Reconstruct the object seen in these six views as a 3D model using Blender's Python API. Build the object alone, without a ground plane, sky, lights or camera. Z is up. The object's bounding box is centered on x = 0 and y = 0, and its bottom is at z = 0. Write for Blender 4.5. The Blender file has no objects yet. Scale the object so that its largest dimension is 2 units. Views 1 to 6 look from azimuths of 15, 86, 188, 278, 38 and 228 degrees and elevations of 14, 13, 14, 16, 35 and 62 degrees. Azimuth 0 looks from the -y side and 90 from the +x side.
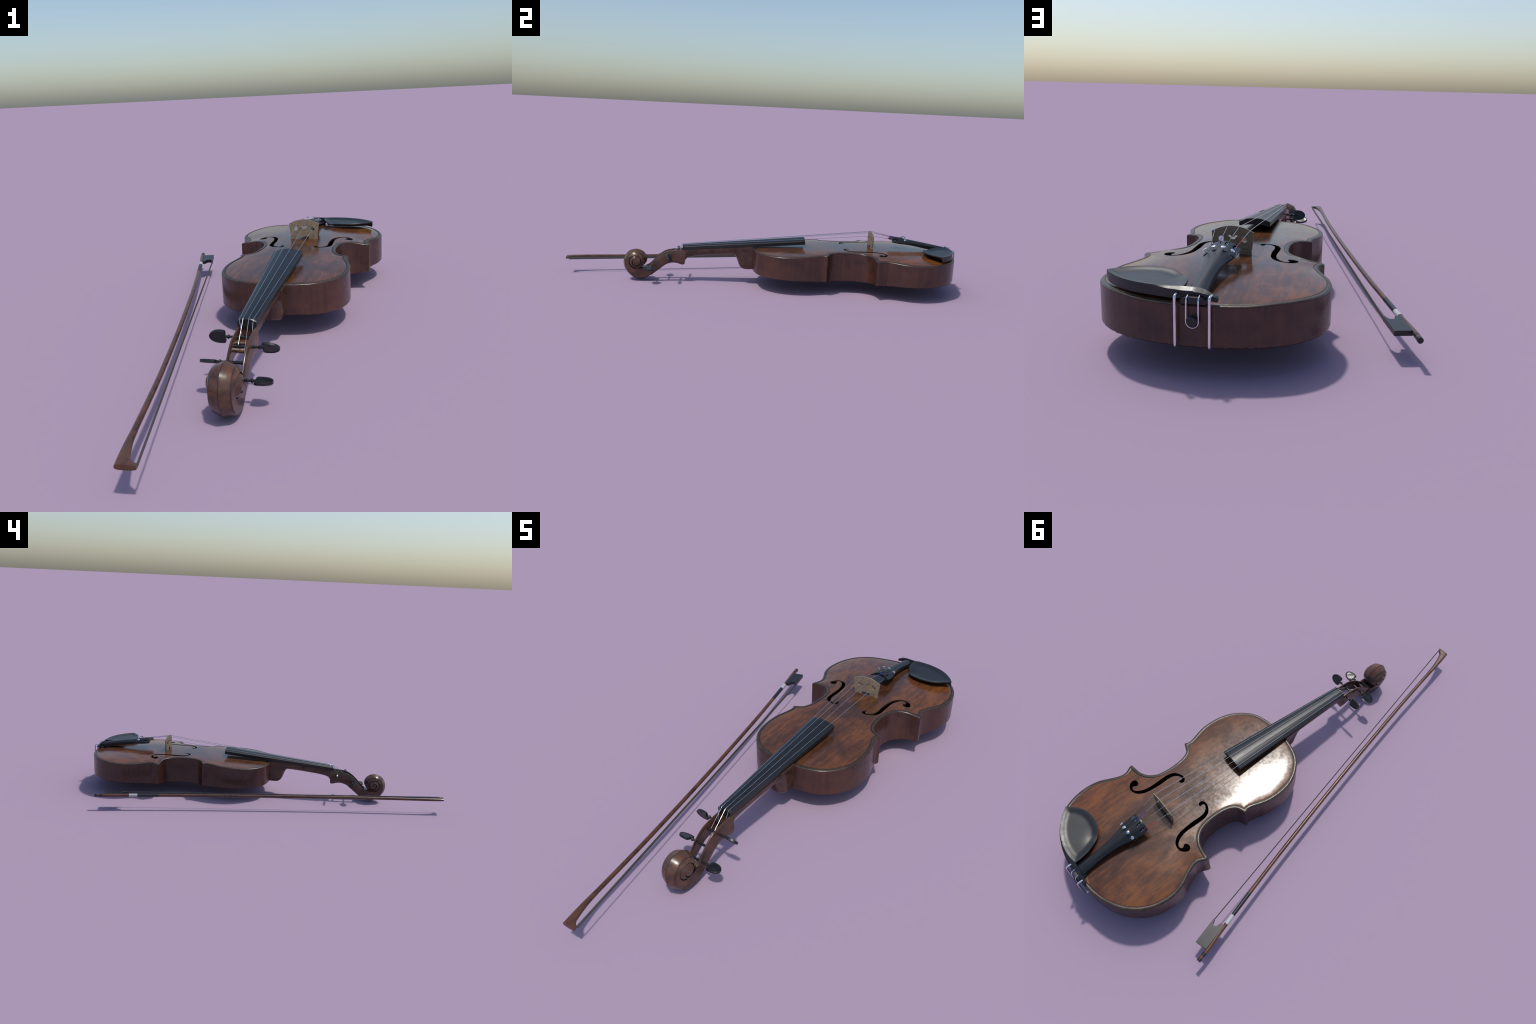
import bpy, bmesh, math, random
import numpy as np
from mathutils import Vector, Matrix
from mathutils.geometry import delaunay_2d_cdt

random.seed(7)
rng = np.random.default_rng(7)
AX = 0.1193                      # x of the violin's plane of symmetry


# ------------------------------------------------------------------ helpers
def catmull(pts, per=8, closed=False):
    P = [np.array(p, float) for p in pts]
    n = len(P)
    out = []
    for i in range(n if closed else n - 1):
        if closed:
            a, b, c, d = P[(i - 1) % n], P[i], P[(i + 1) % n], P[(i + 2) % n]
        else:
            b, c = P[i], P[i + 1]
            a = P[i - 1] if i > 0 else 2 * b - c
            d = P[i + 2] if i + 2 < n else 2 * c - b
        # centripetal parametrisation keeps the curve free of loops
        t0 = 0.0
        t1 = t0 + max(np.linalg.norm(b - a), 1e-9) ** 0.5
        t2 = t1 + max(np.linalg.norm(c - b), 1e-9) ** 0.5
        t3 = t2 + max(np.linalg.norm(d - c), 1e-9) ** 0.5
        for k in range(per):
            t = t1 + (t2 - t1) * k / per
            A1 = (t1 - t) / (t1 - t0) * a + (t - t0) / (t1 - t0) * b
            A2 = (t2 - t) / (t2 - t1) * b + (t - t1) / (t2 - t1) * c
            A3 = (t3 - t) / (t3 - t2) * c + (t - t2) / (t3 - t2) * d
            B1 = (t2 - t) / (t2 - t0) * A1 + (t - t0) / (t2 - t0) * A2
            B2 = (t3 - t) / (t3 - t1) * A2 + (t - t1) / (t3 - t1) * A3
            out.append((t2 - t) / (t2 - t1) * B1 + (t - t1) / (t2 - t1) * B2)
    if not closed:
        out.append(P[-1])
    return np.array(out)


def resample(pts, step, closed=False):
    P = np.array(pts, float)
    if closed:
        P = np.vstack([P, P[:1]])
    L = np.r_[0, np.cumsum(np.linalg.norm(np.diff(P, axis=0), axis=1))]
    n = max(2, int(round(L[-1] / step)))
    t = np.linspace(0, L[-1], n + 1)
    Q = np.stack([np.interp(t, L, P[:, k]) for k in range(P.shape[1])], 1)
    return Q[:-1] if closed else Q


def smoothstep(a, b, x):
    t = np.clip((np.asarray(x, float) - a) / (b - a), 0, 1)
    return t * t * (3 - 2 * t)


def mesh_object(name, verts, faces, mat, parent=None, smooth=True, angle=35, mats=None, face_mat=None):
    me = bpy.data.meshes.new(name)
    me.from_pydata([tuple(map(float, v)) for v in verts], [], [tuple(map(int, f)) for f in faces])
    for m in (mats or [mat]):
        me.materials.append(m)
    if face_mat is not None:
        me.polygons.foreach_set("material_index", face_mat)
    bm = bmesh.new()
    bm.from_mesh(me)
    bmesh.ops.recalc_face_normals(bm, faces=bm.faces)
    bm.to_mesh(me)
    bm.free()
    finish_mesh(me, smooth, angle)
    ob = bpy.data.objects.new(name, me)
    bpy.context.collection.objects.link(ob)
    if parent is not None:
        attach(ob, parent)
    return ob


def finish_mesh(me, smooth=True, angle=35):
    if smooth:
        me.polygons.foreach_set("use_smooth", [True] * len(me.polygons))
        me.set_sharp_from_angle(angle=math.radians(angle))
    me.update()


def attach(ob, parent):
    ob.parent = parent
    # every mesh keeps its own frame on the world's: only the top empties are shifted
    base = Matrix.Translation(parent.location) if parent.type == 'EMPTY' else Matrix.Identity(4)
    ob.matrix_parent_inverse = base.inverted()


def empty(name, loc, label, category):
    e = bpy.data.objects.new(name, None)
    e.location = loc
    e.empty_display_size = 0.05
    bpy.context.collection.objects.link(e)
    e["label"], e["category"] = label, category
    return e


def loft(sections, cap=True, closed=True):
    """rings of equal length -> verts, faces"""
    n = len(sections[0])
    V = [tuple(p) for s in sections for p in s]
    F = []
    for i in range(len(sections) - 1):
        for j in range(n if closed else n - 1):
            k = (j + 1) % n
            F.append((i * n + j, i * n + k, (i + 1) * n + k, (i + 1) * n + j))
    if cap and closed:
        F.append(tuple(range(n))[::-1])
        o = (len(sections) - 1) * n
        F.append(tuple(range(o, o + n)))
    return V, F


def tube(path, r, sides=10, cap=True):
    P = np.array(path, float)
    n = len(P)
    T = np.gradient(P, axis=0)
    T /= np.linalg.norm(T, axis=1)[:, None]
    rad = np.full(n, r) if np.isscalar(r) else np.array(r)
    ref = np.array([0, 0, 1.0]) if abs(T[0][2]) < .9 else np.array([1.0, 0, 0])
    u = np.cross(T[0], ref)
    u /= np.linalg.norm(u)
    secs = []
    for i in range(n):
        u = u - T[i] * (u @ T[i])
        u /= np.linalg.norm(u)
        v = np.cross(T[i], u)
        secs.append([P[i] + rad[i] * (math.cos(a) * u + math.sin(a) * v) for a in np.linspace(0, 2 * math.pi, sides, endpoint=False)])
    return loft(secs, cap)


def merge(*parts):
    V, F = [], []
    for v, f in parts:
        o = len(V)
        V += list(v)
        F += [tuple(i + o for i in q) for q in f]
    return V, F


def lathe(profile, origin, axis, sides=24):
    """profile: (distance along axis, radius)"""
    o = np.array(origin, float)
    a = np.array(axis, float)
    a /= np.linalg.norm(a)
    ref = np.array([0, 0, 1.0]) if abs(a[2]) < .9 else np.array([1.0, 0, 0])
    u = np.cross(a, ref)
    u /= np.linalg.norm(u)
    v = np.cross(a, u)
    secs = [[o + a * t + r * (math.cos(q) * u + math.sin(q) * v) for q in np.linspace(0, 2 * math.pi, sides, endpoint=False)] for t, r in profile]
    return loft(secs)


def bevel(ob, width, segments=2, angle=40):
    m = ob.modifiers.new("bevel", "BEVEL")
    m.width, m.segments = width, segments
    m.limit_method = 'ANGLE'
    m.angle_limit = math.radians(angle)
    return ob


def apply_mods(ob, angle=35):
    dg = bpy.context.evaluated_depsgraph_get()
    dg.update()
    me = bpy.data.meshes.new_from_object(ob.evaluated_get(dg))
    ob.modifiers.clear()
    old = ob.data
    ob.data = me
    me.name = ob.name
    bpy.data.meshes.remove(old)
    finish_mesh(me, True, angle)
    return ob


def extrude_poly(poly2d, to3d, half):
    """closed 2-D outline extruded symmetrically; to3d(a, b, h) -> xyz"""
    n = len(poly2d)
    V = [to3d(a, b, -half) for a, b in poly2d] + [to3d(a, b, half) for a, b in poly2d]
    F = [tuple(range(n))[::-1], tuple(range(n, 2 * n))]
    F += [(i, (i + 1) % n, n + (i + 1) % n, n + i) for i in range(n)]
    return V, F


def inside(poly, pts):
    x, y = pts[:, 0], pts[:, 1]
    r = np.zeros(len(pts), bool)
    n = len(poly)
    for i in range(n):
        (x1, y1), (x2, y2) = poly[i], poly[(i + 1) % n]
        c = (y1 > y) != (y2 > y)
        with np.errstate(divide='ignore', invalid='ignore'):
            r ^= c & (x < (x2 - x1) * (y - y1) / (y2 - y1) + x1)
    return r


def seg_dist(pts, loop):
    A = np.array(loop)
    B = np.roll(A, -1, 0)
    D = B - A
    LL = (D ** 2).sum(1) + 1e-18
    best = np.full(len(pts), 1e9)
    idx = np.zeros(len(pts), int)
    for s in range(0, len(pts), 2000):
        p = pts[s:s + 2000, None, :]
        t = np.clip(((p - A) * D).sum(2) / LL, 0, 1)
        d = np.linalg.norm(p - A - t[..., None] * D, axis=2)
        i = d.argmin(1)
        best[s:s + 2000] = d[np.arange(len(d)), i]
        idx[s:s + 2000] = i
    return best, idx


def cdt(points, loops_idx, keep):
    edges = []
    for l in loops_idx:
        edges += l
    vs, es, fs, ov, oe, of = delaunay_2d_cdt([Vector((float(a), float(b))) for a, b in points], edges, [], 0, 1e-7)
    V = np.array([(v.x, v.y) for v in vs])
    F = np.array([f for f in fs if len(f) == 3])
    c = V[F].mean(1)
    return V, F[keep(c)]


# ---------------------------------------------------------------- materials
def srgb(r, g, b):
    f = lambda c: c / 12.92 if c <= .04045 else ((c + .055) / 1.055) ** 2.4
    return (f(r / 255), f(g / 255), f(b / 255), 1)


class Mat:
    def __init__(self, name):
        self.m = bpy.data.materials.new(name)
        self.m.use_nodes = True
        self.t = self.m.node_tree
        self.b = self.t.nodes["Principled BSDF"]
        self.co = self.t.nodes.new("ShaderNodeTexCoord").outputs["Object"]

    def n(self, kind, **kw):
        x = self.t.nodes.new(kind)
        for k, v in kw.items():
            setattr(x, k, v)
        return x

    def link(self, a, b):
        self.t.links.new(a, b)

    def mapped(self, scale, rot=(0, 0, 0)):
        m = self.n("ShaderNodeMapping")
        m.inputs["Scale"].default_value = scale
        m.inputs["Rotation"].default_value = rot
        self.link(self.co, m.inputs["Vector"])
        return m.outputs[0]

    def noise(self, scale, detail=6, rough=.6, vec=None, dist=0):
        x = self.n("ShaderNodeTexNoise")
        x.inputs["Scale"].default_value = scale
        x.inputs["Detail"].default_value = detail
        x.inputs["Roughness"].default_value = rough
        x.inputs["Distortion"].default_value = dist
        self.link(vec if vec is not None else self.co, x.inputs["Vector"])
        return x.outputs["Fac"]

    def ramp(self, fac, stops):
        r = self.n("ShaderNodeValToRGB")
        e = r.color_ramp.elements
        while len(e) < len(stops):
            e.new(.5)
        for q, (p, c) in zip(e, stops):
            q.position = p
            q.color = c if len(c) == 4 else (*c, 1)
        self.link(fac, r.inputs[0])
        return r.outputs[0]

    def maprange(self, fac, a, b, c=0., d=1.):
        r = self.n("ShaderNodeMapRange")
        for i, v in zip((1, 2, 3, 4), (a, b, c, d)):
            r.inputs[i].default_value = v
        self.link(fac, r.inputs[0])
        return r.outputs[0]

    def mix(self, fac, a, b, mode='MIX'):
        x = self.n("ShaderNodeMix", data_type='RGBA', blend_type=mode)
        for s, v in ((x.inputs[0], fac), (x.inputs[6], a), (x.inputs[7], b)):
            if hasattr(v, "is_output"):
                self.link(v, s)
            else:
                s.default_value = (*v, 1) if isinstance(v, tuple) and len(v) == 3 else v
        return x.outputs[2]

    def math(self, op, a, b=0.):
        x = self.n("ShaderNodeMath", operation=op)
        for s, v in zip(x.inputs, (a, b)):
            if hasattr(v, "is_output"):
                self.link(v, s)
            else:
                s.default_value = v
        return x.outputs[0]

    def bump(self, h, strength, dist):
        x = self.n("ShaderNodeBump")
        x.inputs["Strength"].default_value = strength
        x.inputs["Distance"].default_value = dist
        self.link(h, x.inputs["Height"])
        self.link(x.outputs[0], self.b.inputs["Normal"])

    def set(self, **kw):
        for k, v in kw.items():
            s = self.b.inputs[k.replace("_", " ")]
            if hasattr(v, "is_output"):
                self.link(v, s)
            else:
                s.default_value = v
        return self


def wood(name, dark, mid, light, grain, blotch=14, rough=(.2, .34), bump=.02, spec=.5, dirt=.35, glow=False):
    """aged varnish: long streaks (grain = scale vector) inside cloudy worn patches, dusty speckle"""
    m = Mat(name)
    streak = m.noise(1.0, 6, .65, m.mapped(grain), .25)
    thin = m.noise(1.0, 4, .6, m.mapped(tuple(g * 3.2 for g in grain)))
    cloud = m.noise(blotch, 5, .6, m.mapped((1, .6, 1)), .5)
    big = m.noise(blotch * .33, 3, .5)
    fine = m.noise(240, 4, .65)
    f = m.math('ADD', m.math('MULTIPLY', streak, .34), m.math('MULTIPLY', cloud, .38))
    f = m.math('ADD', f, m.math('MULTIPLY', thin, .14))
    f = m.math('ADD', f, m.math('MULTIPLY', big, .14))
    f = m.math('ADD', f, m.math('MULTIPLY', m.math('SUBTRACT', fine, .5), .10))
    if glow:
        # the flanks of the plate are worn to brighter orange, the middle under the strings stays dark
        sep = m.n("ShaderNodeSeparateXYZ")
        m.link(m.co, sep.inputs[0])
        u = m.math('ABSOLUTE', m.math('SUBTRACT', sep.outputs["X"], AX))
        flank = m.maprange(u, .05, .22, -.042, .050)
        f = m.math('ADD', f, flank)
    col = m.ramp(f, [(.385, dark), (.47, mid), (.53, tuple(.55 * x + .45 * y for x, y in zip(mid, light))), (.60, light)])
    speck = m.noise(75, 5, .7)
    col = m.mix(m.maprange(speck, .52, .68, 0, dirt), col, dark)
    m.set(Base_Color=col)
    r = m.math('ADD', m.math('MULTIPLY', speck, .6), m.math('MULTIPLY', cloud, .4))
    m.set(Roughness=m.maprange(r, .40, .62, *rough), Specular_IOR_Level=spec)
    if bump:
        m.bump(streak, bump, .001)
    return m.m


def plain(name, col, rough, metallic=0., spec=.5, var=.25, scale=40, stretch=(1, 1, 1), bump=.0):
    m = Mat(name)
    f = m.noise(scale, 5, .6, m.mapped(stretch))
    lo = tuple(c * (1 - var) for c in col[:3]) + (1,)
    hi = tuple(min(1, c * (1 + var)) for c in col[:3]) + (1,)
    m.set(Base_Color=m.ramp(f, [(.3, lo), (.7, hi)]), Metallic=metallic, Specular_IOR_Level=spec)
    m.set(Roughness=m.maprange(f, .3, .7, rough * .85, rough * 1.15))
    if bump:
        m.bump(f, bump, .001)
    return m.m


M_TOP = wood("spruce_varnish", (.043, .019, .0120), (.077, .031, .0155), (.172, .060, .0175), (85, 12, 20), 14, (.13, .235), .0, dirt=.45, glow=True)
M_RIB = wood("maple_rib_varnish", (.026, .012, .010), (.052, .022, .0155), (.086, .033, .019), (75, 75, 3.0), 15, (.2, .32), .0, dirt=.3)
M_BACK = wood("maple_back_varnish", (.030, .012, .009), (.055, .021, .014), (.095, .032, .016), (6, 40, 20), 14, (.2, .34), .02)
M_NECK = wood("maple_neck_varnish", (.026, .014, .010), (.064, .032, .021), (.125, .052, .027), (40, 12, 40), 26, (.18, .30), .02, dirt=.35)
M_EDGE = wood("worn_edge_varnish", (.018, .011, .0075), (.036, .021, .013), (.064, .036, .020), (60, 60, 60), 40, (.28, .42), .0, dirt=.4)
M_STICK = wood("bow_wood", (.030, .014, .009), (.078, .033, .018), (.125, .048, .023), (60, 9, 60), 32, (.25, .38), .02)
M_PURF = plain("dark_purfling", (.010, .008, .006), .45)
M_EBONY = plain("ebony", (.0105, .0115, .0135), .36, var=.3, scale=30, stretch=(3, .25, 3), bump=.03)
M_PEG = plain("ebony_peg", (.011, .0125, .0145), .33, var=.3, scale=60)
M_CHIN = plain("ebony_chin", (.013, .015, .0175), .40, var=.2, scale=25)
M_LEATHER = plain("black_leather_wrap", (.010, .013, .016), .42)
M_STEEL = plain("polished_steel", (.80, .80, .83), .16, 1.0, var=.08)
M_STRING = plain("steel_string", (.56, .58, .63), .24, 1.0, var=.25, scale=110, bump=.5)
M_SILVER = plain("silver_ring", (.42, .43, .45), .5, .0, var=.06)
M_GROOVE = plain("scroll_groove", (.012, .008, .006), .6)
M_INSIDE = plain("inside_wood", (.020, .011, .007), .8)  # darkened so the unlit box shows black through the f-holes
M_CUT = plain("cut_varnish", (.036, .019, .009), .45)


def scroll_material():
    """neck varnish with dark lines drawn into the colour along the spine and the two edges of the back"""
    global M_SCROLL
    M_SCROLL = M_NECK.copy()
    M_SCROLL.name = "carved_scroll_varnish"
    t = M_SCROLL.node_tree
    b = t.nodes["Principled BSDF"]
    old = b.inputs["Base Color"].links[0].from_socket
    co = t.nodes.new("ShaderNodeTexCoord")
    sep = t.nodes.new("ShaderNodeSeparateXYZ")
    t.links.new(co.outputs["Object"], sep.inputs[0])

    def op(kind, x, y=0.):
        n_ = t.nodes.new("ShaderNodeMath")
        n_.operation = kind
        for sock, v in zip(n_.inputs, (x, y)):
            if hasattr(v, "is_output"):
                t.links.new(v, sock)
            else:
                sock.default_value = v
        return n_.outputs[0]
    u = op('ABSOLUTE', op('SUBTRACT', sep.outputs["X"], AX))
    line = op('MINIMUM', u, op('ABSOLUTE', op('SUBTRACT', u, .0292)))
    r = t.nodes.new("ShaderNodeMapRange")
    for i, v in zip((1, 2, 3, 4), (.0004, .0026, .82, 0.)):
        r.inputs[i].default_value = v
    t.links.new(line, r.inputs[0])
    mx = t.nodes.new("ShaderNodeMix")
    mx.data_type = 'RGBA'
    t.links.new(r.outputs[0], mx.inputs[0])
    t.links.new(old, mx.inputs[6])
    mx.inputs[7].default_value = (.016, .010, .007, 1)
    t.links.new(mx.outputs[2], b.inputs["Base Color"])


def hair_material():
    m = Mat("horse_hair")
    f = m.noise(1.0, 4, .6, m.mapped((20, 3, 900)))
    m.set(Base_Color=m.ramp(f, [(.3, (.082, .075, .073)), (.7, (.120, .110, .105))]), Roughness=.55, Specular_IOR_Level=.3)
    return m.m


def bridge_material():
    m = Mat("bridge_maple")
    fle = m.noise(1.0, 5, .62, m.mapped((45, 60, 420)), .2)
    big = m.noise(30, 4, .6)
    f = m.math('ADD', m.math('MULTIPLY', fle, .75), m.math('MULTIPLY', big, .25))
    col = m.ramp(f, [(.36, (.090, .066, .041)), (.46, (.205, .152, .098)), (.66, (.285, .215, .140))])
    # shade on the tailpiece side painted in: faces toward +y mixed with greyer brown
    nrm = m.n("ShaderNodeNewGeometry").outputs["Normal"]
    sep = m.n("ShaderNodeSeparateXYZ")
    m.link(nrm, sep.inputs[0])
    back = m.maprange(sep.outputs["Y"], .5, .9)
    col = m.mix(back, col, m.mix(.25, col, (.11, .092, .070, 1)))
    m.set(Base_Color=col, Roughness=.55, Specular_IOR_Level=.35)
    m.bump(fle, .12, .001)
    return m.m


scroll_material()
M_HAIR = hair_material()
M_BRIDGE = bridge_material()
M_SILK = {k: plain("silk_winding_" + k, c, .55) for k, c in
          dict(black=(.012, .012, .013), blue=(.03, .03, .55), green=(.02, .16, .02), red=(.42, .02, .03)).items()}

violin = empty("violin", (AX, 0.35, 0), "old brown varnished violin with ebony fittings", "violin")
bow = empty("violin_bow", (-.2, -.1, 0), "long wooden violin bow with black frog", "violin bow")

# ------------------------------------------------------- body: plan outline
# half outline, neck -> tail: (y, half width, z of top edge, z of bottom edge); corners break the curve
UPPER = [(-.043, 0, .187, .079), (-.042, .03, .187, .079), (-.0385, .06, .187, .079), (-.031, .097, .187, .078), (-.016, .137, .187, .0765),
         (.014, .1755, .186, .0755), (.059, .2078, .186, .0745), (.105, .2245, .187, .073), (.16, .2305, .1893, .0715), (.212, .2268, .1915, .0705),
         (.255, .2145, .194, .0675), (.279, .2068, .196, .066), (.293, .2042, .197, .0655), (.304, .2052, .1973, .0665), (.3125, .2098, .1973, .0675)]
MIDDLE = [(.3172, .2098, .1973, .0675), (.322, .197, .1985, .063), (.333, .1735, .200, .0605), (.360, .1575, .2022, .060), (.39, .1512, .2035, .060),
          (.425, .1493, .2035, .060), (.46, .1515, .2032, .060), (.49, .1580, .2025, .060), (.516, .1735, .2015, .061), (.534, .1955, .2003, .0630),
          (.5425, .2195, .1965, .0665), (.5455, .245, .1915, .0705), (.5475, .2690, .189, .0727)]
LOWER = [(.5575, .2700, .1885, .0727), (.568, .2645, .1885, .0718), (.581, .2580, .189, .0700), (.600, .2550, .1892, .0690), (.6255, .2628, .188, .0700), (.656, .2775, .186, .0722),
         (.6875, .2935, .184, .0740), (.723, .3030, .1818, .0755), (.755, .3055, .1815, .0757), (.798, .3010, .182, .0765), (.844, .2865, .184, .0775),
         (.886, .2600, .187, .0790), (.917, .2298, .1885, .0795), (.942, .1928, .189, .080), (.96, .1545, .1875, .0805), (.972, .1165, .186, .081),
         (.979, .08, .186, .081), (.983, .04, .186, .081), (.9845, 0, .186, .081)]
half = [resample(catmull(s, 10), .0045) for s in (UPPER, MIDDLE, LOWER)]
H = np.vstack(half)
right = np.c_[AX + H[:, 1], H[:, 0], H[:, 2], H[:, 3]]
left = np.c_[AX - H[:, 1], H[:, 0], H[:, 2], H[:, 3]][::-1][1:-1]
OUT = np.vstack([right, left])            # closed loop: x, y, ztop, zbot
OUT_XY = OUT[:, :2]
_t = np.arange(len(OUT)) * .0045
OUT[:, 3] += .0007 * (np.sin(_t * 2 * math.pi / .031) + np.sin(_t * 2 * math.pi / .0193 + 1)) * np.sin(_t * 9)
NO = len(OUT)


def dome(x, y, c):
    u = x - AX
    return c[0] + c[1] * u ** 2 + c[2] * y + c[3] * y ** 2 + c[4] * u ** 4 + c[5] * y ** 4


C_TOP = (.18998, -.06303, .04948, -.02553, -1.90174, -.02763)
C_BOT = (.07572, .06172, -.06739, .06852, .64141, .00461)


def plate_z(P, d, coef, col):
    base = dome(P[:, 0], P[:, 1], coef)
    ec = OUT[:, col] - dome(OUT[:, 0], OUT[:, 1], coef)
    corr = np.zeros(len(P))
    for s in range(0, len(P), 2000):
        q = P[s:s + 2000]
        D2 = ((q[:, None, :] - OUT_XY[None]) ** 2).sum(2) + 1e-8
        W = 1 / D2 ** 1.5
        corr[s:s + 2000] = (W * ec).sum(1) / W.sum(1)
    return base + corr * np.exp(-(d / .09) ** 2)


# f-hole outline on the -x side, as (y, half width), drawn as one closed stroke
F_HALF = [(.4435, .0668), (.4365, .0590), (.4260, .0590), (.4175, .0665), (.4150, .0800), (.4200, .0980), (.4335, .1165), (.4560, .1265),
          (.4880, .1285), (.5250, .1278), (.5600, .1290), (.5860, .1368), (.6030, .1485), (.6100, .1600), (.6070, .1710), (.5985, .1728),
          (.5905, .1665), (.5800, .1690), (.5755, .1780), (.5760, .1880), (.5835, .1970), (.5950, .1972), (.6080, .1890), (.6170, .1760), (.6190, .1610),
          (.6130, .1415), (.5970, .1255), (.5730, .1150), (.5440, .1108), (.5040, .1088), (.4700, .1100), (.4480, .1068), (.4320, .0960),
          (.4245, .0810), (.4285, .0735), (.4360, .0735), (.4420, .0738)]
fl = resample(catmull(F_HALF, 8, True), .0028, True)
F_LOOPS = [np.c_[AX - fl[:, 1], fl[:, 0]], np.c_[AX + fl[:, 1], fl[:, 0]]]


def loop_normals(L):
    t = np.roll(L, -1, 0) - np.roll(L, 1, 0)
    t /= np.linalg.norm(t, axis=1)[:, None]
    n = np.c_[-t[:, 1], t[:, 0]]
    area = .5 * np.sum(L[:, 0] * np.roll(L[:, 1], -1) - np.roll(L[:, 0], -1) * L[:, 1])
    return n if area > 0 else -n


BEAD, GROOVE = .0115, .0150


def build_plate(insets, grid, holes):
    pts = [tuple(p) for p in OUT_XY]
    loops = [[(i, (i + 1) % NO) for i in range(NO)]]
    nor = loop_normals(OUT_XY)
    for d in insets:
        q = OUT_XY + nor * d
        dd, _ = seg_dist(q, OUT_XY)
        ok = (dd > d * .97) & inside(OUT_XY, q)
        ids = {}
        last = None
        for i in np.where(ok)[0]:
            if last is not None and np.hypot(*(q[i] - np.array(pts[last]))) < .0016:
                ids[i] = last
                continue
            ids[i] = len(pts)
            pts.append(tuple(q[i]))
            last = ids[i]
        seq = [ids[i] for i in sorted(ids)]
        seq = [a for k, a in enumerate(seq) if k == 0 or a != seq[k - 1]]
        loops.append([(a, b) for a, b in zip(seq, seq[1:] + seq[:1])
                      if a != b and np.hypot(*(np.array(pts[a]) - pts[b])) < .02])
    hole_ranges = []
    for h in holes:
        o = len(pts)
        pts += [tuple(p) for p in h]
        loops.append([(o + i, o + (i + 1) % len(h)) for i in range(len(h))])
        hole_ranges.append((o, len(h)))
    xs = np.arange(AX - .32, AX + .32, grid)
    ys = np.arange(-.05, 1.0, grid)
    G = np.array([(x + (.5 * grid if j % 2 else 0), y) for j, y in enumerate(ys) for x in xs])
    G = G[inside(OUT_XY, G)]
    d, _ = seg_dist(G, OUT_XY)
    G = G[d > max(insets) + grid * .45]
    for h in holes:
        d, _ = seg_dist(G, h)
        G = G[(d > .004) & ~inside(h, G)]
    pts += [tuple(p) for p in G]

    def keep(c):
        k = inside(OUT_XY, c)
        for h in holes:
            k &= ~inside(h, c)
        return k
    return cdt(pts, loops, keep)


def boundary_edges(F):
    cnt = {}
    for a, b, c in F:
        for e in ((a, b), (b, c), (c, a)):
            k = (min(e), max(e))
            cnt[k] = e if k not in cnt else None
    return [e for e in cnt.values() if e]


V2, F2 = build_plate((.0018, .0045, .0080, BEAD, .0132, GROOVE, .0180, .0240), .0078, F_LOOPS)
dist, _ = seg_dist(V2, OUT_XY)
z_top = plate_z(V2, dist, C_TOP, 2)
prof_d = [0, .0018, .0045, .0080, BEAD, .0132, GROOVE, .0180, .0240, .035, .06]
prof_z = [-.0030, -.0008, .0000, .0001, -.0004, -.0022, -.0010, -.0007, -.0005, -.0002, 0]
z_rel = np.interp(dist, prof_d, prof_z)
ZT = z_top + z_rel
top3 = np.c_[V2, ZT]
cd = dist[F2].mean(1)
fmin = dist[F2].max(1)
zone = np.where(cd < BEAD - .0004, 1, np.where(cd < GROOVE - .0004, 2, 0))


def sub_object(name, V, F, mat, parent, normals=None):
    used = np.unique(F)
    re = np.full(len(V), -1)
    re[used] = np.arange(len(used))
    me = bpy.data.meshes.new(name)
    me.from_pydata([tuple(map(float, v)) for v in V[used]], [], [tuple(map(int, re[f])) for f in F])
    me.materials.append(mat)
    me.polygons.foreach_set("use_smooth", [True] * len(me.polygons))
    me.update()
    if normals is not None:
        me.normals_split_custom_set_from_vertices([tuple(map(float, n)) for n in normals[used]])
    ob = bpy.data.objects.new(name, me)
    bpy.context.collection.objects.link(ob)
    attach(ob, parent)
    return ob


def vert_normals(V, F):
    n = np.cross(V[F[:, 1]] - V[F[:, 0]], V[F[:, 2]] - V[F[:, 0]])
    N = np.zeros_like(V)
    for k in range(3):
        np.add.at(N, F[:, k], n)
    return N / (np.linalg.norm(N, axis=1)[:, None] + 1e-12)


# orient up
nz = np.cross(top3[F2[:, 1]] - top3[F2[:, 0]], top3[F2[:, 2]] - top3[F2[:, 0]])[:, 2]
F2[nz < 0] = F2[nz < 0][:, ::-1]
N_TOP = vert_normals(top3, F2)

body = mesh_object("body", [(AX, .4, .13), (AX + .001, .4, .13), (AX, .401, .13)], [(0, 1, 2)], M_INSIDE, violin)
# (the body object is the closed lining shell, filled in below)

sub_object("top_plate", top3, F2[zone == 0], M_TOP, body, N_TOP)
sub_object("plate_edge", top3, F2[zone == 1], M_EDGE, body, N_TOP)
sub_object("purfling", top3, F2[zone == 2], M_PURF, body, N_TOP)

# f-hole walls: the cut edge of the plate
be = boundary_edges(F2)
hole_e = [e for e in be if dist[e[0]] > .01 and dist[e[1]] > .01]
ids = sorted({i for e in hole_e for i in e})
re = {i: k for k, i in enumerate(ids)}
n = len(ids)
wallV = [top3[i] for i in ids] + [top3[i] - np.array((0, 0, .0065)) for i in ids]
wallF = [(re[a], re[b], n + re[b], n + re[a]) for a, b in hole_e]
mesh_object("sound_hole_edge", wallV, wallF, M_CUT, body)

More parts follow.
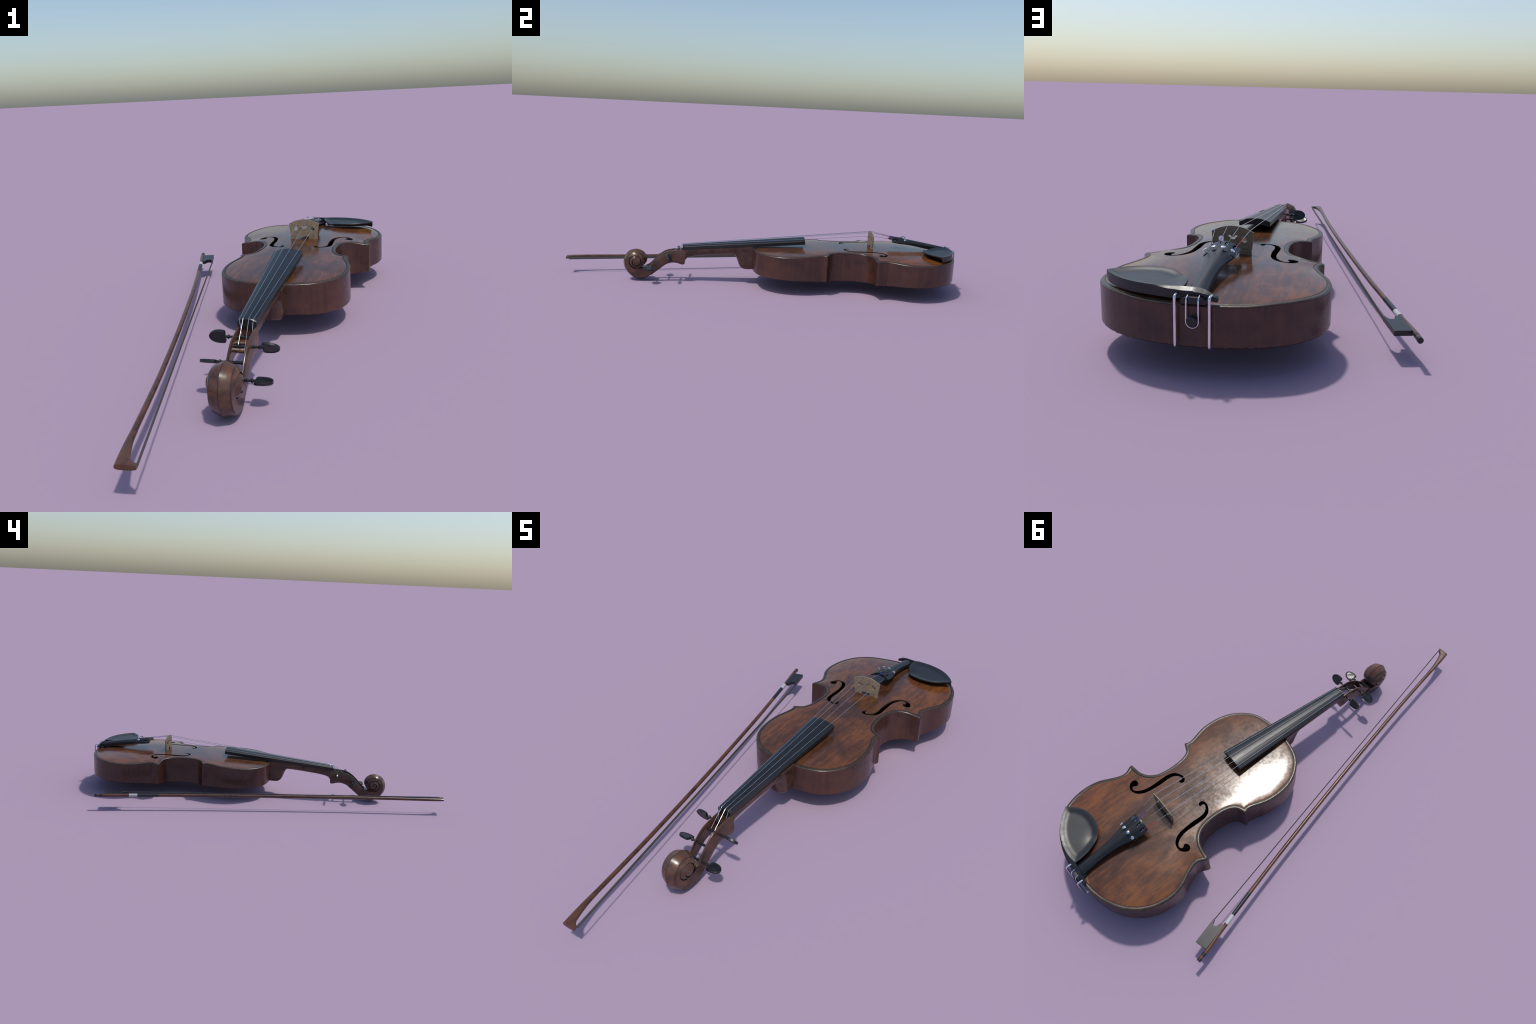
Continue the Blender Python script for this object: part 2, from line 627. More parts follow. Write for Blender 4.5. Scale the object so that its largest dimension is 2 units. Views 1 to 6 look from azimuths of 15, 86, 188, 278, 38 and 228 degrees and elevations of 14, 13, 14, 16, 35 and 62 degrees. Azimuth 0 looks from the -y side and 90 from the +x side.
# lining shell: underside of the top plate (with the f-holes) as the inside of the box
low = top3.copy()
low[:, 2] -= .0065
me = bpy.data.meshes.new("body")
sel = dist[F2].min(1) > .006
me.from_pydata([tuple(map(float, v)) for v in low], [], [tuple(map(int, f[::-1])) for f in F2[sel]])
me.materials.append(M_INSIDE)
finish_mesh(me)
body.data = me

# back plate
V3, F3 = build_plate((.003, .008, .014), .014, [])
d3, _ = seg_dist(V3, OUT_XY)
zb = plate_z(V3, d3, C_BOT, 3)
zb += np.interp(d3, [0, .003, .008, .03, .10], [.0030, 0, -.0002, -.0015, -.004])
back3 = np.c_[V3, zb]
nz = np.cross(back3[F3[:, 1]] - back3[F3[:, 0]], back3[F3[:, 2]] - back3[F3[:, 0]])[:, 2]
F3[nz > 0] = F3[nz > 0][:, ::-1]
sub_object("back_plate", back3, F3, M_BACK, body, vert_normals(back3, F3))

# ribs: the side walls, following the outline between the two plates
rows = 9
sec = []
for k in range(rows):
    f = k / (rows - 1)
    z = (OUT[:, 2] - .0035) * (1 - f) + (OUT[:, 3] + .0030) * f
    sec.append(np.c_[OUT_XY, z])
RV = np.vstack(sec)
RF = [(k * NO + i, k * NO + (i + 1) % NO, (k + 1) * NO + (i + 1) % NO, (k + 1) * NO + i) for k in range(rows - 1) for i in range(NO)]
ribs = mesh_object("ribs", RV, RF, M_RIB, body, angle=40)

# saddle at the tail edge, carrying the tail gut
sv = [(AX - .031, .188), (AX - .030, .1985), (AX - .022, .2035), (AX - .010, .2060), (AX + .010, .2060), (AX + .022, .2035), (AX + .030, .1985), (AX + .031, .188)]
V, F = loft([[(x, y, z - (.004 if y < .96 else 0) * (z > .19)) for x, z in sv] for y in (.952, .966, .9875)])
bevel(mesh_object("saddle", V, F, M_EBONY, violin), .0012)

# -------------------------------------------------------------- fingerboard
FB0, FB1 = -.388, .222


def fb_edge(y):
    return np.interp(y, [FB0, FB1], [.1800, .2345])


def fb_section(y):
    t = (y - FB0) / (FB1 - FB0)
    w = .0280 + (.0548 - .0280) * t
    arch = .0085 + .0030 * t
    ze = fb_edge(y)
    top = [(AX - .0008 + w * u, y, ze + arch * (1 - u * u)) for u in np.linspace(1, -1, 17)]
    hollow = smoothstep(.05, .18, y) * .006
    bot = [(AX - .0008 + w * .97 * u, y, ze - .0172 + hollow * (1 - (u / .95) ** 2 if abs(u) < .95 else 0)) for u in np.linspace(-1, 1, 9)]
    return top + bot


V, F = loft([fb_section(y) for y in np.linspace(FB0 + .003, FB1, 25)])
bevel(mesh_object("fingerboard", V, F, M_EBONY, violin), .0014, 2, 50)
V, F = loft([[(x, yy, z + dz) for (x, _, z) in fb_section(FB0)] for yy, dz in ((FB0 - .004, -.0014), (FB0 - .002, .0006), (FB0 + .0022, .0008))])
mesh_object("nut", V, F, M_EBONY, violin)


# --------------------------------------------------------------------- neck
def fb_under(y):
    return fb_edge(y) - .0172


NECK = catmull([(-.388, .0910), (-.3845, .0960), (-.379, .1075), (-.368, .1195), (-.350, .1262), (-.330, .1305), (-.255, .1392), (-.190, .1450), (-.150, .1475),
                (-.132, .1462), (-.124, .1370), (-.115, .1150), (-.1055, .0920), (-.097, .0815), (-.080, .0738), (-.060, .0730), (-.040, .0735)], 6)
secs = []
for y, zb_ in NECK:
    t = (y + .388) / .345
    w = .0272 + (.0455 - .0272) * t
    heel = smoothstep(-.145, -.095, y)
    chin = 1 - smoothstep(-.388, -.365, y)
    p = 2.3 + 3.2 * smoothstep(-.118, -.082, y) + 2.0 * chin
    zt_ = fb_under(y) + .0006
    ring = []
    for a in np.linspace(0, math.pi, 23):
        c, s = math.cos(a), math.sin(a)
        x = math.copysign(abs(c) ** (2 / p), c)
        z = abs(s) ** (2 / p)
        taper = 1 - heel * (.10 + .28 * (1 - smoothstep(-.122, -.082, y))) * z
        ring.append((AX + w * x * taper, y, zt_ - .004 - (zt_ - .004 - zb_) * z))
    ring = [(AX + w, y, zt_)] + ring + [(AX - w, y, zt_)]
    secs.append(ring)
V, F = loft(secs)
neck = mesh_object("neck", V, F, M_NECK, violin, angle=42)

# ---------------------------------------------- pegbox: two open cheeks
# station: rim (y, z)  /  lower edge (y, z)
ST = catmull([(-.376, .1635, -.382, .0905), (-.400, .1635, -.3965, .0885), (-.423, .1618, -.415, .0945), (-.455, .1570, -.440, .0970), (-.478, .1510, -.467, .0905), (-.500, .1380, -.486, .0790),
              (-.525, .1170, -.511, .0590), (-.556, .0835, -.531, .0430), (-.578, .0680, -.5495, .0280)], 6)


def cheek(side):
    out = []
    for k, (ry, rz, by, bz) in enumerate(ST):
        t = k / (len(ST) - 1)
        wo_r, wi_r = .0272 - .0008 * t, .0212 - .0012 * t
        wo_b, wi_b = .0312, .0245
        L = lambda f: (ry + (by - ry) * f, rz + (bz - rz) * f)
        ring = []
        for f, w in ((0.0, wo_r - .0015), (.03, wo_r), (.35, wo_r + .0012), (.75, wo_b), (.93, wo_b - .0006), (1.0, wo_b - .0040),
                     (1.0, wi_b), (.5, wi_b - .0012), (.04, wi_r), (0.0, wi_r + .0012)):
            y, z = L(f)
            ring.append((AX + side * w, y, z))
        out.append(ring)
    return loft(out)


CH = []
for k, (ry, rz, by, bz) in enumerate(ST):
    t = k / (len(ST) - 1)
    if t > .28:
        break
    f0 = .55 + .42 * smoothstep(.08, .28, t)
    L = lambda f: (ry + (by - ry) * f, rz + (bz - rz) * f)
    ring = []
    for f, w in ((f0, .0255), (.80 if f0 < .8 else f0, .0300), (.95, .0296), (1.0, .0255), (1.015, 0.0), (1.0, -.0255), (.95, -.0296), (.80 if f0 < .8 else f0, -.0300), (f0, -.0255)):
        y, z = L(f)
        ring.append((AX + w, y, z))
    CH.append(ring)
V, F = merge(cheek(1), cheek(-1), loft(CH))
pegbox = mesh_object("pegbox", V, F, M_NECK, violin, angle=50)

# ------------------------------------------------------------------- scroll
SC = (-.622, .100)
R_TAB = [(-60, .1012), (-52, .0996), (-40, .0968), (-20, .0935), (0, .0885), (20, .0785), (40, .0700), (58, .0645), (90, .0565), (135, .0500), (180, .0452), (225, .0432), (270, .0412), (315, .0398),
         (360, .0385), (405, .0370), (450, .0352), (495, .0310), (540, .0265), (585, .0240), (630, .0228), (675, .0228), (720, .0228), (765, .0215), (810, .0185), (855, .0140), (905, .0070), (1400, .0)]
W_TAB = [(-60, .0312), (0, .0312), (90, .0302), (180, .0300), (270, .0308), (360, .0325), (450, .0368), (540, .0405), (630, .0422), (720, .0435), (810, .0460), (905, .0490), (1400, .049)]
RIN_TAB = [(-60, .0580), (-51, .0540), (-38, .0480), (-24, .0436), (-10, .0405), (0, .0387)]


def tab(T, a):
    q = catmull(T, 6)
    return np.interp(a, q[:, 0], q[:, 1])


def scroll_ring(a):
    re_ = float(tab(R_TAB, a))
    if a < 0:
        ri = float(np.interp(a, [p for p, _ in RIN_TAB], [r for _, r in RIN_TAB]))
    else:
        ri = float(tab(R_TAB, a + 360)) if a + 360 < 905 else 0.0
    ri = min(ri, re_ - .004) if re_ > .006 else 0.0
    w = float(tab(W_TAB, a))
    sp = re_ + (.0035 + .0074 * smoothstep(-58, -8, a)) * (1 - smoothstep(250, 330, a))
    gw = .0021 if (a >= 0 and ri > .004) else .0
    gd = .0050 if gw else 0.0
    wi = float(tab(W_TAB, a + 360)) - .0006 if a >= 0 else w + (.0325 - .0006 - w) * smoothstep(-60, 0, a)
    if a + 360 >= 905:
        wi = .049
    prof = [(ri - .002 if ri > .004 else 0, wi - gd + .0002), (ri + gw, wi - gd), (ri + gw + .0005, wi), (re_ - .0030, w + (wi - w) * .08), (re_ - .0004, w - .0026), (re_ + (sp - re_) * .5, w * .47), (sp, 0)]
    c, s = math.cos(math.radians(a)), math.sin(math.radians(a))
    full = prof + [(r, -x) for r, x in prof[-2::-1]]
    return [(AX + x, SC[0] - max(r, 0) * s, SC[1] - max(r, 0) * c) for r, x in full]


angs = list(np.arange(-58, 285, 14.0)) + list(np.arange(292, 905, 8.0))
secs = [scroll_ring(a) for a in angs]
V, F = loft(secs)
m_ = len(secs[0])
fm = []
for f in F:
    if len(f) == 4:
        j = f[0] % m_
        fm.append(1 if j in (0, 1, m_ - 3, m_ - 2) and angs[f[0] // m_] >= 0 else 0)
    else:
        fm.append(0)
scroll = mesh_object("scroll", V, F, None, violin, angle=21, mats=[M_SCROLL, M_GROOVE], face_mat=fm)

# -------------------------------------------------------------- tuning pegs
# head side, y, z, direction in the y-z plane of the flat head
PEGS = [(-1, -.4285, .1470, (-.27, .96)), (1, -.4640, .1340, (-.577, .817)), (-1, -.5160, .1080, (-.89, .455)), (1, -.5580, .0780, (-1.0, .02))]
PEGS_HEAD_SHIFT = [(-.4153, .1414), (-.4541, .1295), (-.5057, .1038), (-.5473, .0732)]
peg_nodes = []
_arc = [(.0160 + .0315 * math.sin(t), .0213 * math.cos(t)) for t in np.linspace(0, math.pi, 13)]
head_outline = catmull([(-.0010, -.0070), (-.0012, -.0150), (.0010, -.0196), (.0075, -.0211)] + [(a, -b) for a, b in _arc] + [(.0075, .0211), (.0010, .0196), (-.0012, .0150), (-.0010, .0070)], 2)
for (side, y, z, dr), (hy, hz) in zip(PEGS, PEGS_HEAD_SHIFT):
    y, z = hy, hz
    ax_ = (side, 0, 0)
    shaft = lathe([(-.0235, .0040), (-.023, .0046), (.0, .0046), (.0235, .0044), (.0315, .0044), (.0320, .0040), (.0335, .0050), (.0355, .0050), (.0360, .0036), (.0450, .0034), (.0460, .0040), (.0485, .0062), (.0500, .0068), (.0515, .0060), (.0530, .0038), (.0570, .0038), (.063, .0046)],
                  (AX, y, z), ax_, 16)
    u = np.array((0, dr[0], dr[1]))
    u /= np.linalg.norm(u)
    v = np.cross((side, 0, 0), u)
    secs = []
    # thick rim with a hollowed face that rises again to a low central ridge
    for th, sh, ridge in ((-.0012, .05, .0026), (-.0020, .45, .0010), (-.0026, .80, 0), (-.0043, .95, 0), (-.0036, 1.0, 0), (.0036, 1.0, 0), (.0043, .95, 0), (.0026, .80, 0), (.0020, .45, .0010), (.0012, .05, .0026)):
        secs.append([np.array((AX + side * (.0590 + .020 + (a - .020) * sh), y, z)) + u * b * sh + v * (th + math.copysign(ridge, th)) for a, b in head_outline])
    hv, hf = loft(secs)
    # slight hollow in each face: pull the cap centres in
    V, F = merge(shaft, (hv, hf))
    ob = mesh_object("tuning_peg", V, F, M_PEG, violin, angle=30)
    peg_nodes.append((y, z))

# ------------------------------------------------------------------- bridge
BY = .566
# outline in (x offset, z)
top_arc = [(u, .2712 + .0178 * (1 - (u / .0625) ** 2)) for u in np.linspace(.0625, -.0625, 21)]
half_foot = [(.0600, .2480), (.0570, .2240), (.0562, .2180), (.0542, .2165), (.0562, .2150), (.0560, .2058), (.0215, .2064), (.0185, .2120), (.0205, .2150), (.0235, .2180)]
prof = top_arc + [(-a, b) for a, b in half_foot] + [(-.0090, .2196), (.0090, .2196)] + half_foot[::-1]


def br3(a, b, h):
    k = np.interp(b, [.207, .289], [1.15, .55])
    return (AX - .0012 + a, BY + h * k, b)


V, F = extrude_poly(prof, br3, .0036)
bridge = mesh_object("bridge", V, F, M_BRIDGE, violin, angle=30)
eye = lambda cx, s: [(cx + s * (.0085 * px), .2508 + .0086 * pz) for px, pz in ((-.95, .75), (-.2, .95), (.55, .6), (.98, 0), (.9, -.6), (.3, -1.0), (-.35, -1.0), (-1.0, -.8))]
heart = [(-.0145, .2612), (-.0070, .2615), (-.0048, .2590), (-.0044, .2568), (.0044, .2568), (.0048, .2590), (.0070, .2615), (.0145, .2612), (.0138, .2585), (.0082, .2550), (.0064, .2497), (-.0064, .2497), (-.0082, .2550), (-.0138, .2585)]
cut_objs = []
for poly in (eye(-.0350, -1), eye(.0350, 1), heart):
    V, F = extrude_poly(poly, lambda a, b, h: (AX - .0012 + a, BY + h, b), .02)
    cut_objs.append(mesh_object("cutter", V, F, M_BRIDGE))
for c in cut_objs:
    m = bridge.modifiers.new("cut", "BOOLEAN")
    m.operation, m.solver, m.object = 'DIFFERENCE', 'EXACT', c
apply_mods(bridge, 30)
for c in cut_objs:
    bpy.data.objects.remove(c)

# ---------------------------------------------------------------- tailpiece
# y, half width, z of crown, arch height, edge thickness
TP = catmull([(.668, .0440, .2675, .0195, .0040), (.672, .0455, .2680, .0210, .0045), (.690, .0462, .2655, .0215, .0045), (.712, .0440, .2618, .0205, .0050), (.735, .0395, .2580, .0180, .0062), (.762, .0325, .2535, .0150, .0085),
              (.790, .0265, .2488, .0125, .0120), (.840, .0208, .2402, .0100, .0165), (.900, .0205, .2295, .0095, .0170), (.945, .0228, .2212, .0098, .0165), (.960, .0235, .2182, .0100, .0150), (.9635, .0225, .2160, .0090, .0120)], 4)
secs = []
for y, w, zc, h, t in TP:
    top = [(AX - .0008 + w * u, y, zc - h * abs(u) ** 2.1) for u in np.linspace(1, -1, 21)]
    thick = min(h * .75, .012)
    bot = [(AX - .0008 + w * .95 * u, y, zc - h - t + (thick if y < .73 else thick * .0) * (1 - u * u)) for u in np.linspace(-1, 1, 13)]
    secs.append(top + bot)
V, F = loft(secs)
tail = mesh_object("tailpiece", V, F, M_EBONY, violin, angle=35)
# pins: (x offset, y, z of screw head)
PINS = [(-.0390, .7351, .2580), (-.0138, .7370, .2680), (.0141, .7370, .2680), (.0388, .7351, .2575)]
SLOT_X = [-.0345, -.0118, .0118, .0345]
cut_objs = []


def tp_z(x, y):
    w, zc, h = (np.interp(y, TP[:, 0], TP[:, k]) for k in (1, 2, 3))
    return zc - h * abs(x / w) ** 2.1


for sx in SLOT_X:
    bm = bmesh.new()
    bmesh.ops.create_cube(bm, size=1)
    c = mesh_object("cutter", [(0, 0, 0)] * 3, [(0, 1, 2)], M_EBONY)
    bm.to_mesh(c.data)
    bm.free()
    slope = math.atan2(tp_z(sx + .004, .69) - tp_z(sx - .004, .69), .008)
    c.scale = (.0105, .0200, .020)
    c.rotation_euler = (-.17, -slope, 0)
    c.location = (AX - .0008 + sx, .6870, tp_z(sx, .687) + .0035)
    cut_objs.append(c)
    m = tail.modifiers.new("slot", "BOOLEAN")
    m.operation, m.solver, m.object = 'DIFFERENCE', 'EXACT', c
bpy.context.view_layer.update()
apply_mods(tail, 35)
for c in cut_objs:
    bpy.data.objects.remove(c)

for k, ((px, py, pz), sx) in enumerate(zip(PINS, SLOT_X)):
    zs = tp_z(px, py) - .001
    slope = (tp_z(px + .003, py) - tp_z(px - .003, py)) / .006
    nrm = np.array((-slope * .75, .16, 1.0))
    nrm /= np.linalg.norm(nrm)
    head = np.array((AX + px * .99, py, pz))
    base = head - nrm * .0125
    V, F = merge(lathe([(0, .0014), (.0115, .0014)], base, nrm, 10), lathe([(.0095, .0020), (.0112, .0056), (.0118, .0066), (.0126, .0066), (.0131, .0058)], base, nrm, 20))
    screw = mesh_object("fine_tuner_screw", V, F, M_STEEL, tail, angle=40)
    # lever lying in the slot with two little string hooks
    zl = tp_z(sx, .687) - .0050
    lev = tube([(AX + sx - .0008, .699, zl - .002), (AX + sx - .0008, .684, zl + .0012), (AX + sx - .0008, .6745, zl + .0035)], .0022, 8)
    hk = [tube([(AX + sx + o, .6885, zl), (AX + sx + o, .6865, zl + .0042), (AX + sx + o, .684, zl + .0048)], .0011, 6) for o in (-.0032, .0016)]
    V, F = merge(lev, *hk)
    mesh_object("fine_tuner_lever", V, F, M_STRING, tail, angle=40)
    # raised tongue between slot and screw
    cx = np.linspace(sx, px, 12)
    cy = np.linspace(.699, py - .004, 12)
    side = [[(AX - .0008 + x + o, y, tp_z(x + o, y) + .0002) for x, y in zip(cx, cy)] for o in (-.0058, .0058)]
    end = [(AX - .0008 + cx[-1] + .0058 * math.sin(a), cy[-1] + .0058 * math.cos(a) * .7, tp_z(cx[-1] + .0058 * math.sin(a), cy[-1]) + .0002) for a in np.linspace(-1.57, 1.57, 9)]
    V, F = tube(side[0] + end[1:-1] + side[1][::-1], .0009, 6)
    mesh_object("fine_tuner_rim", V, F, M_EBONY, tail)

# ------------------------------------------------------------------ strings
NUT_X = [.1377, .1247, .1085, .0968]
NUT_Z = [.1868, .1895, .1898, .1868]
BR = [(.1716, .2758), (.1339, .2858), (.0996, .2866), (.0678, .2772)]
SILK = [("black", .626), ("blue", .634), ("green", .631), ("red", .624)]
# +x string goes to the peg nearest the nut, and so on
PEG_OF = [0, 2, 1, 0]
for k in range(4):
    py, pz = peg_nodes[PEG_OF[k]]
    br = np.array((BR[k][0], BY, BR[k][1]))
    nt = np.array((NUT_X[k], FB0 - .003, NUT_Z[k]))
    sx = SLOT_X[3 - k]
    tp = np.array((AX + sx - .0008, .6860, tp_z(sx, .686) - .0010))
    tone = br + (tp - br) * ((SILK[k][1] - BY) / (tp[1] - BY))
    xe = AX + {0: .0185, 1: .0155, 2: -.0115, 3: -.0105}[k]
    pe = np.array((xe, py + .002, pz + .0046))
    L = [pe]
    L += [nt + (0, -.001, -.0008), nt + (0, .002, 0)]
    path = [pe, pe + (nt - pe) * .97, nt, nt + (br - nt) * .03, nt + (br - nt) * .5, nt + (br - nt) * .985, br, br + (tone - br) * .03, tone]
    V, F = tube(path, .00085, 8)
    st = mesh_object("string", V, F, M_STRING, violin)
    mid = tp + (tone - tp) * .15
    V, F = tube([tone, (tone + tp) / 2, mid, tp], .00085, 8)
    mesh_object("silk_winding", V, F, M_SILK[SILK[k][0]], st)

# ----------------------------------------------------- end button, tail gut
V, F = lathe([(-.020, .0115), (-.004, .0150), (-.0020, .0150), (.0005, .0120), (.004, .0110), (.0065, .0122), (.0125, .0124), (.0138, .0112)], (AX, .9855, .1487), (0, 1, 0), 32)
mesh_object("end_button", V, F, M_EBONY, violin, angle=30)
gut = [(AX - .0105, .942, .2120), (AX - .0120, .960, .2100), (AX - .0140, .9790, .2070), (AX - .0144, .9880, .2045), (AX - .0146, .9915, .2000), (AX - .0146, .9930, .1900), (AX - .0146, .9940, .1650), (AX - .0146, .9940, .1480)]
arc = [(AX - .0146 * math.cos(a), .9940, .1480 - .0146 * math.sin(a)) for a in np.linspace(.25, math.pi - .25, 12)]
path = gut + arc + [(2 * AX - x, y, z) for x, y, z in gut[::-1]]
V, F = tube(path, .0020, 10)
mesh_object("tail_gut", V, F, M_STEEL, violin)

# ---------------------------------------------------------------- chin rest
OUTER = [(.3785, .8622), (.3705, .8740), (.3590, .8885), (.3310, .9154), (.3015, .9356), (.2645, .9514), (.2235, .9612), (.1830, .9632), (.1512, .9584)]
INNER = [(.1512, .9584), (.1500, .9450), (.1512, .9249), (.1583, .8914), (.1755, .8553), (.1906, .8345), (.2109, .8183), (.2302, .8100), (.2575, .8055), (.2876, .8060), (.3145, .8126), (.3384, .8248), (.3590, .8430), (.3700, .8540), (.3785, .8622)]
oc = resample(catmull(OUTER, 8), .005)
ic = resample(catmull(INNER, 8), .005)
loopc = np.vstack([oc[:-1], ic[:-1]])
nO = len(oc) - 1
pts = [tuple(p) for p in loopc]
g = .006
G = np.array([(x + (g / 2 if j % 2 else 0), y) for j, y in enumerate(np.arange(.80, .97, g)) for x in np.arange(.145, .385, g)])
G = G[inside(loopc, G)]
d, _ = seg_dist(G, loopc)
G = G[d > .0035]
pts += [tuple(p) for p in G]
ll = len(loopc)
VC, FC = cdt(pts, [[(i, (i + 1) % ll) for i in range(ll)]], lambda c: inside(loopc, c))
dC, _ = seg_dist(VC, loopc)
do = np.array([np.min(np.linalg.norm(oc - p, axis=1)) for p in VC])
di = np.array([np.min(np.linalg.norm(ic - p, axis=1)) for p in VC])
rim_z = .2224 - .0075 * np.exp(-(((VC[:, 0] - .185) / .030) ** 2 + ((VC[:, 1] - .838) / .035) ** 2))
dish = -.0060 * smoothstep(.0005, .027, dC)
zt_c = rim_z + dish
fr = di / (di + do + 1e-9)
zb_c = rim_z - .0055 - (rim_z - .0055 - .1962) * smoothstep(0, 1, fr) - .0100 * smoothstep(.0, .03, dC) * (1 - fr)
topc = np.c_[VC, zt_c]
push = .0090 * (1 - smoothstep(.165, .235, VC[:, 0])) * (do < 1e-6)
botc = np.c_[VC[:, 0], VC[:, 1] + push, zb_c]
nV = len(VC)
nz = np.cross(topc[FC[:, 1]] - topc[FC[:, 0]], topc[FC[:, 2]] - topc[FC[:, 0]])[:, 2]
FC[nz < 0] = FC[nz < 0][:, ::-1]
V = [tuple(p) for p in topc] + [tuple(p) for p in botc]
F = [tuple(f) for f in FC] + [tuple(i + nV for i in f[::-1]) for f in FC]
be = boundary_edges(FC)
midx = {}
for e in be:                                   # chamfer ring between top rim and wall
    for i in e:
        if i not in midx:
            midx[i] = len(V)
            V.append((VC[i, 0], VC[i, 1] + push[i] + (.0004 if do[i] < 1e-6 else -.0008), zt_c[i] - .0010 - push[i] * .46))
for a, b in be:
    F += [(a, midx[a], midx[b], b), (midx[a], a + nV, b + nV, midx[b])]
# band that runs from the cup over the tailpiece end to the far clamp
BAND = catmull([(.1850, .9630, .9716, .2220, .1964), (.1700, .9612, .9720, .2222, .1964), (.1512, .9578, .9724, .2224, .1968), (.1350, .9585, .9732, .2226, .1985), (.119, .9600, .9740, .2226, .2010),
                (.1050, .9615, .9752, .2222, .2010), (.0985, .9625, .9762, .2206, .2000), (.088, .9645, .9775, .2168, .1990), (.0740, .9670, .9785, .2105, .1958), (.0650, .9685, .9788, .2068, .1940), (.0625, .9690, .9785, .2045, .1950)], 3)
bs = []
for x, yi, yo, zt_, zb_ in BAND:
    ch = (yo - yi) * (.43 if x > .12 else .6) if x > .10 else .0080 * max(.25, (x - .06) / .04)
    bs.append([(x, yi, zb_ + .002), (x, yi, zt_ - .002), (x, yi + .0012, zt_), (x, yo - .0006, zt_ - ch), (x, yo, zt_ - ch - .0010), (x, yo, zb_)])
bv, bf = loft(bs)
V, F = merge((V, F), (bv, bf))
chin = mesh_object("chin_rest", V, F, M_CHIN, violin, angle=24)
# feet pads between the rest and the plate
for x in (.098, .142):
    V, F = loft([[(x - .012, .962, z), (x + .012, .962, z), (x + .012, .982, z), (x - .012, .982, z)] for z in (.186, .2045)])

# clamp: two steel brackets hooking the rest to the lower edge of the ribs
for sx in (-.0415, .0410):
    x = AX + sx
    P = [(x, .9740, .2085), (x, .9860, .2090), (x, .9920, .2088), (x, .9948, .2068), (x, .9960, .2030), (x, .9962, .1900), (x, .9962, .1500), (x, .9962, .0920), (x, .9955, .0875), (x, .9925, .0855), (x, .9800, .0850)]
    V, F = tube(resample(catmull(P, 5), .002), .0036, 12)
    mesh_object("chin_rest_clamp", V, F, M_STEEL, chin)

# ====================================================================== bow
A3 = np.array((-.4158, .8041))
D2 = np.array((.22122, -.97522))
N2 = np.array((.97522, .22122))


def bw(s, nn, h=0.0):
    p = A3 + D2 * s + N2 * nn
    return (p[0], p[1], .0737 + .0038 * s / 1.85 + h)


STICK = catmull([(-.001, 0, .0076), (.060, 0, .0076), (.12, .0042, .0076), (.173, .0070, .0077), (.214, .0088, .0077), (.323, .0128, .0077), (.5, .0188, .0079), (.75, .0228, .0079), (1.02, .0244, .0078),
                 (1.2, .0238, .0077), (1.4, .0213, .0077), (1.5, .0188, .0077), (1.61, .0151, .0077), (1.69, .0122, .0078)], 6)


def round_path(rows, sides=16):
    out = []
    for s, nn, r in rows:
        out.append([bw(s, nn + r * math.cos(a), r * math.sin(a)) for a in np.linspace(0, 2 * math.pi, sides, endpoint=False)])
    return out


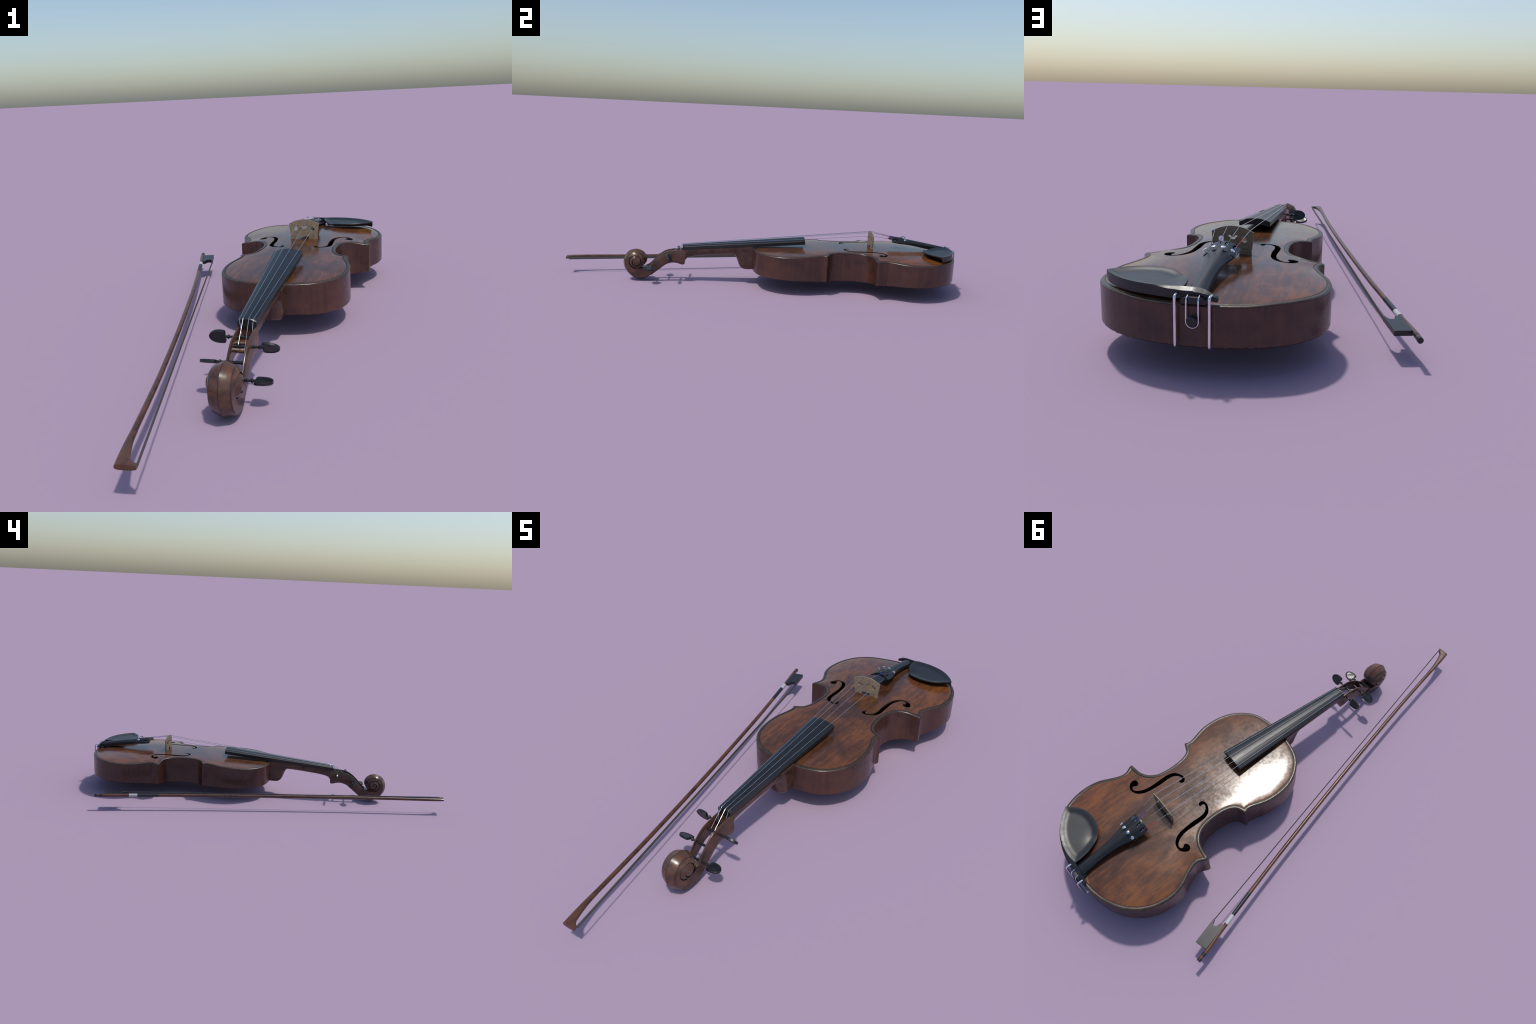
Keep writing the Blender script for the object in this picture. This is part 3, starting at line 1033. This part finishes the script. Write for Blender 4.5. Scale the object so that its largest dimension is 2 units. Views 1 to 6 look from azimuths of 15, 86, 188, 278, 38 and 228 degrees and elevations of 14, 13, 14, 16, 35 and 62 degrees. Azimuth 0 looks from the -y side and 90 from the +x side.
# stick and the flared head are one piece of wood
HEADS = [(1.715, .0030, .0200, .0078, 2.1), (1.735, .0020, .0196, .0078, 2.3), (1.752, .0012, .0200, .0077, 2.5), (1.775, .0004, .0218, .0076, 2.8), (1.800, -.0004, .0250, .0075, 3.0), (1.820, -.0008, .0285, .0074, 3.2),
         (1.826, -.0009, .0320, .0073, 3.4), (1.831, -.0010, .0380, .0072, 3.5), (1.8355, -.0010, .0455, .0071, 3.6), (1.8415, -.0011, .0475, .0070, 3.6), (1.8485, -.0012, .0485, .0066, 3.6)]
secs = []
for s, nn, r in STICK:
    secs.append([bw(s, nn + r * math.cos(a), r * math.sin(a)) for a in np.linspace(0, 2 * math.pi, 20, endpoint=False)])
for s, n0, n1, hz, p in HEADS:
    ring = []
    shear = .0090 * smoothstep(1.80, 1.848, s)
    for a in np.linspace(0, 2 * math.pi, 20, endpoint=False):
        c, q = math.cos(a), math.sin(a)
        c = math.copysign(abs(c) ** (2 / p), c)
        q = math.copysign(abs(q) ** (2 / p), q)
        nn = (n0 + n1) / 2 + (n1 - n0) / 2 * c
        ring.append(bw(s + shear * max(nn, 0) / .048, nn, hz * q * (1 - .25 * max(0, c) * (s > 1.83))))
    secs.append(ring)
V, F = loft(secs)
stick = mesh_object("bow_stick", V, F, M_STICK, bow, angle=40)

frog_pts = [(.0475, .0050), (.0463, .0540), (.0475, .0548), (.1575, .0582), (.1588, .0570), (.1576, .0530), (.1506, .0502), (.1406, .0475), (.1375, .0440), (.1362, .0390), (.1375, .0345), (.1410, .0310), (.1590, .0258), (.1605, .0240), (.1605, .0070)]
V, F = extrude_poly(frog_pts, bw, .0073)
bevel(mesh_object("frog", V, F, M_EBONY, bow, angle=30), .0009, 2, 35)


def sleeve(name, s0, s1, extra, mat):
    ss = np.linspace(s0, s1, 8)
    nn = np.interp(ss, STICK[:, 0], STICK[:, 1])
    rr = np.interp(ss, STICK[:, 0], STICK[:, 2])
    rows = [(ss[0], nn[0], rr[0] * .9)] + [(a, b, r + extra) for a, b, r in zip(ss, nn, rr)] + [(ss[-1], nn[-1], rr[-1] * .9)]
    V, F = loft(round_path(rows, 20))
    return mesh_object(name, V, F, mat, bow, angle=40)


sleeve("grip_wrap", .2145, .323, .0004, M_LEATHER)
sleeve("grip_ring", .172, .2148, .0009, M_SILVER)
sleeve("end_collar", .021, .036, .0004, M_EBONY)
sleeve("end_screw", -.003, .0085, .0007, M_EBONY)

# hair: a flat ribbon made of many parallel strands
h0, h1 = (.150, .0558), (1.8420, .0458)
strands = []
for k in range(13):
    hz = -.0020 + (k - 6) / 6 * .0058
    P = [bw(h0[0] + (h1[0] - h0[0]) * t, h0[1] + (h1[1] - h0[1]) * t + .0002 * math.sin(k * 2.1), hz) for t in np.linspace(0, 1, 9)]
    strands.append(tube(P, .00075, 6))
V, F = merge(*strands)
hair = mesh_object("bow_hair", V, F, M_HAIR, bow)
hair["kind"] = "stuff"
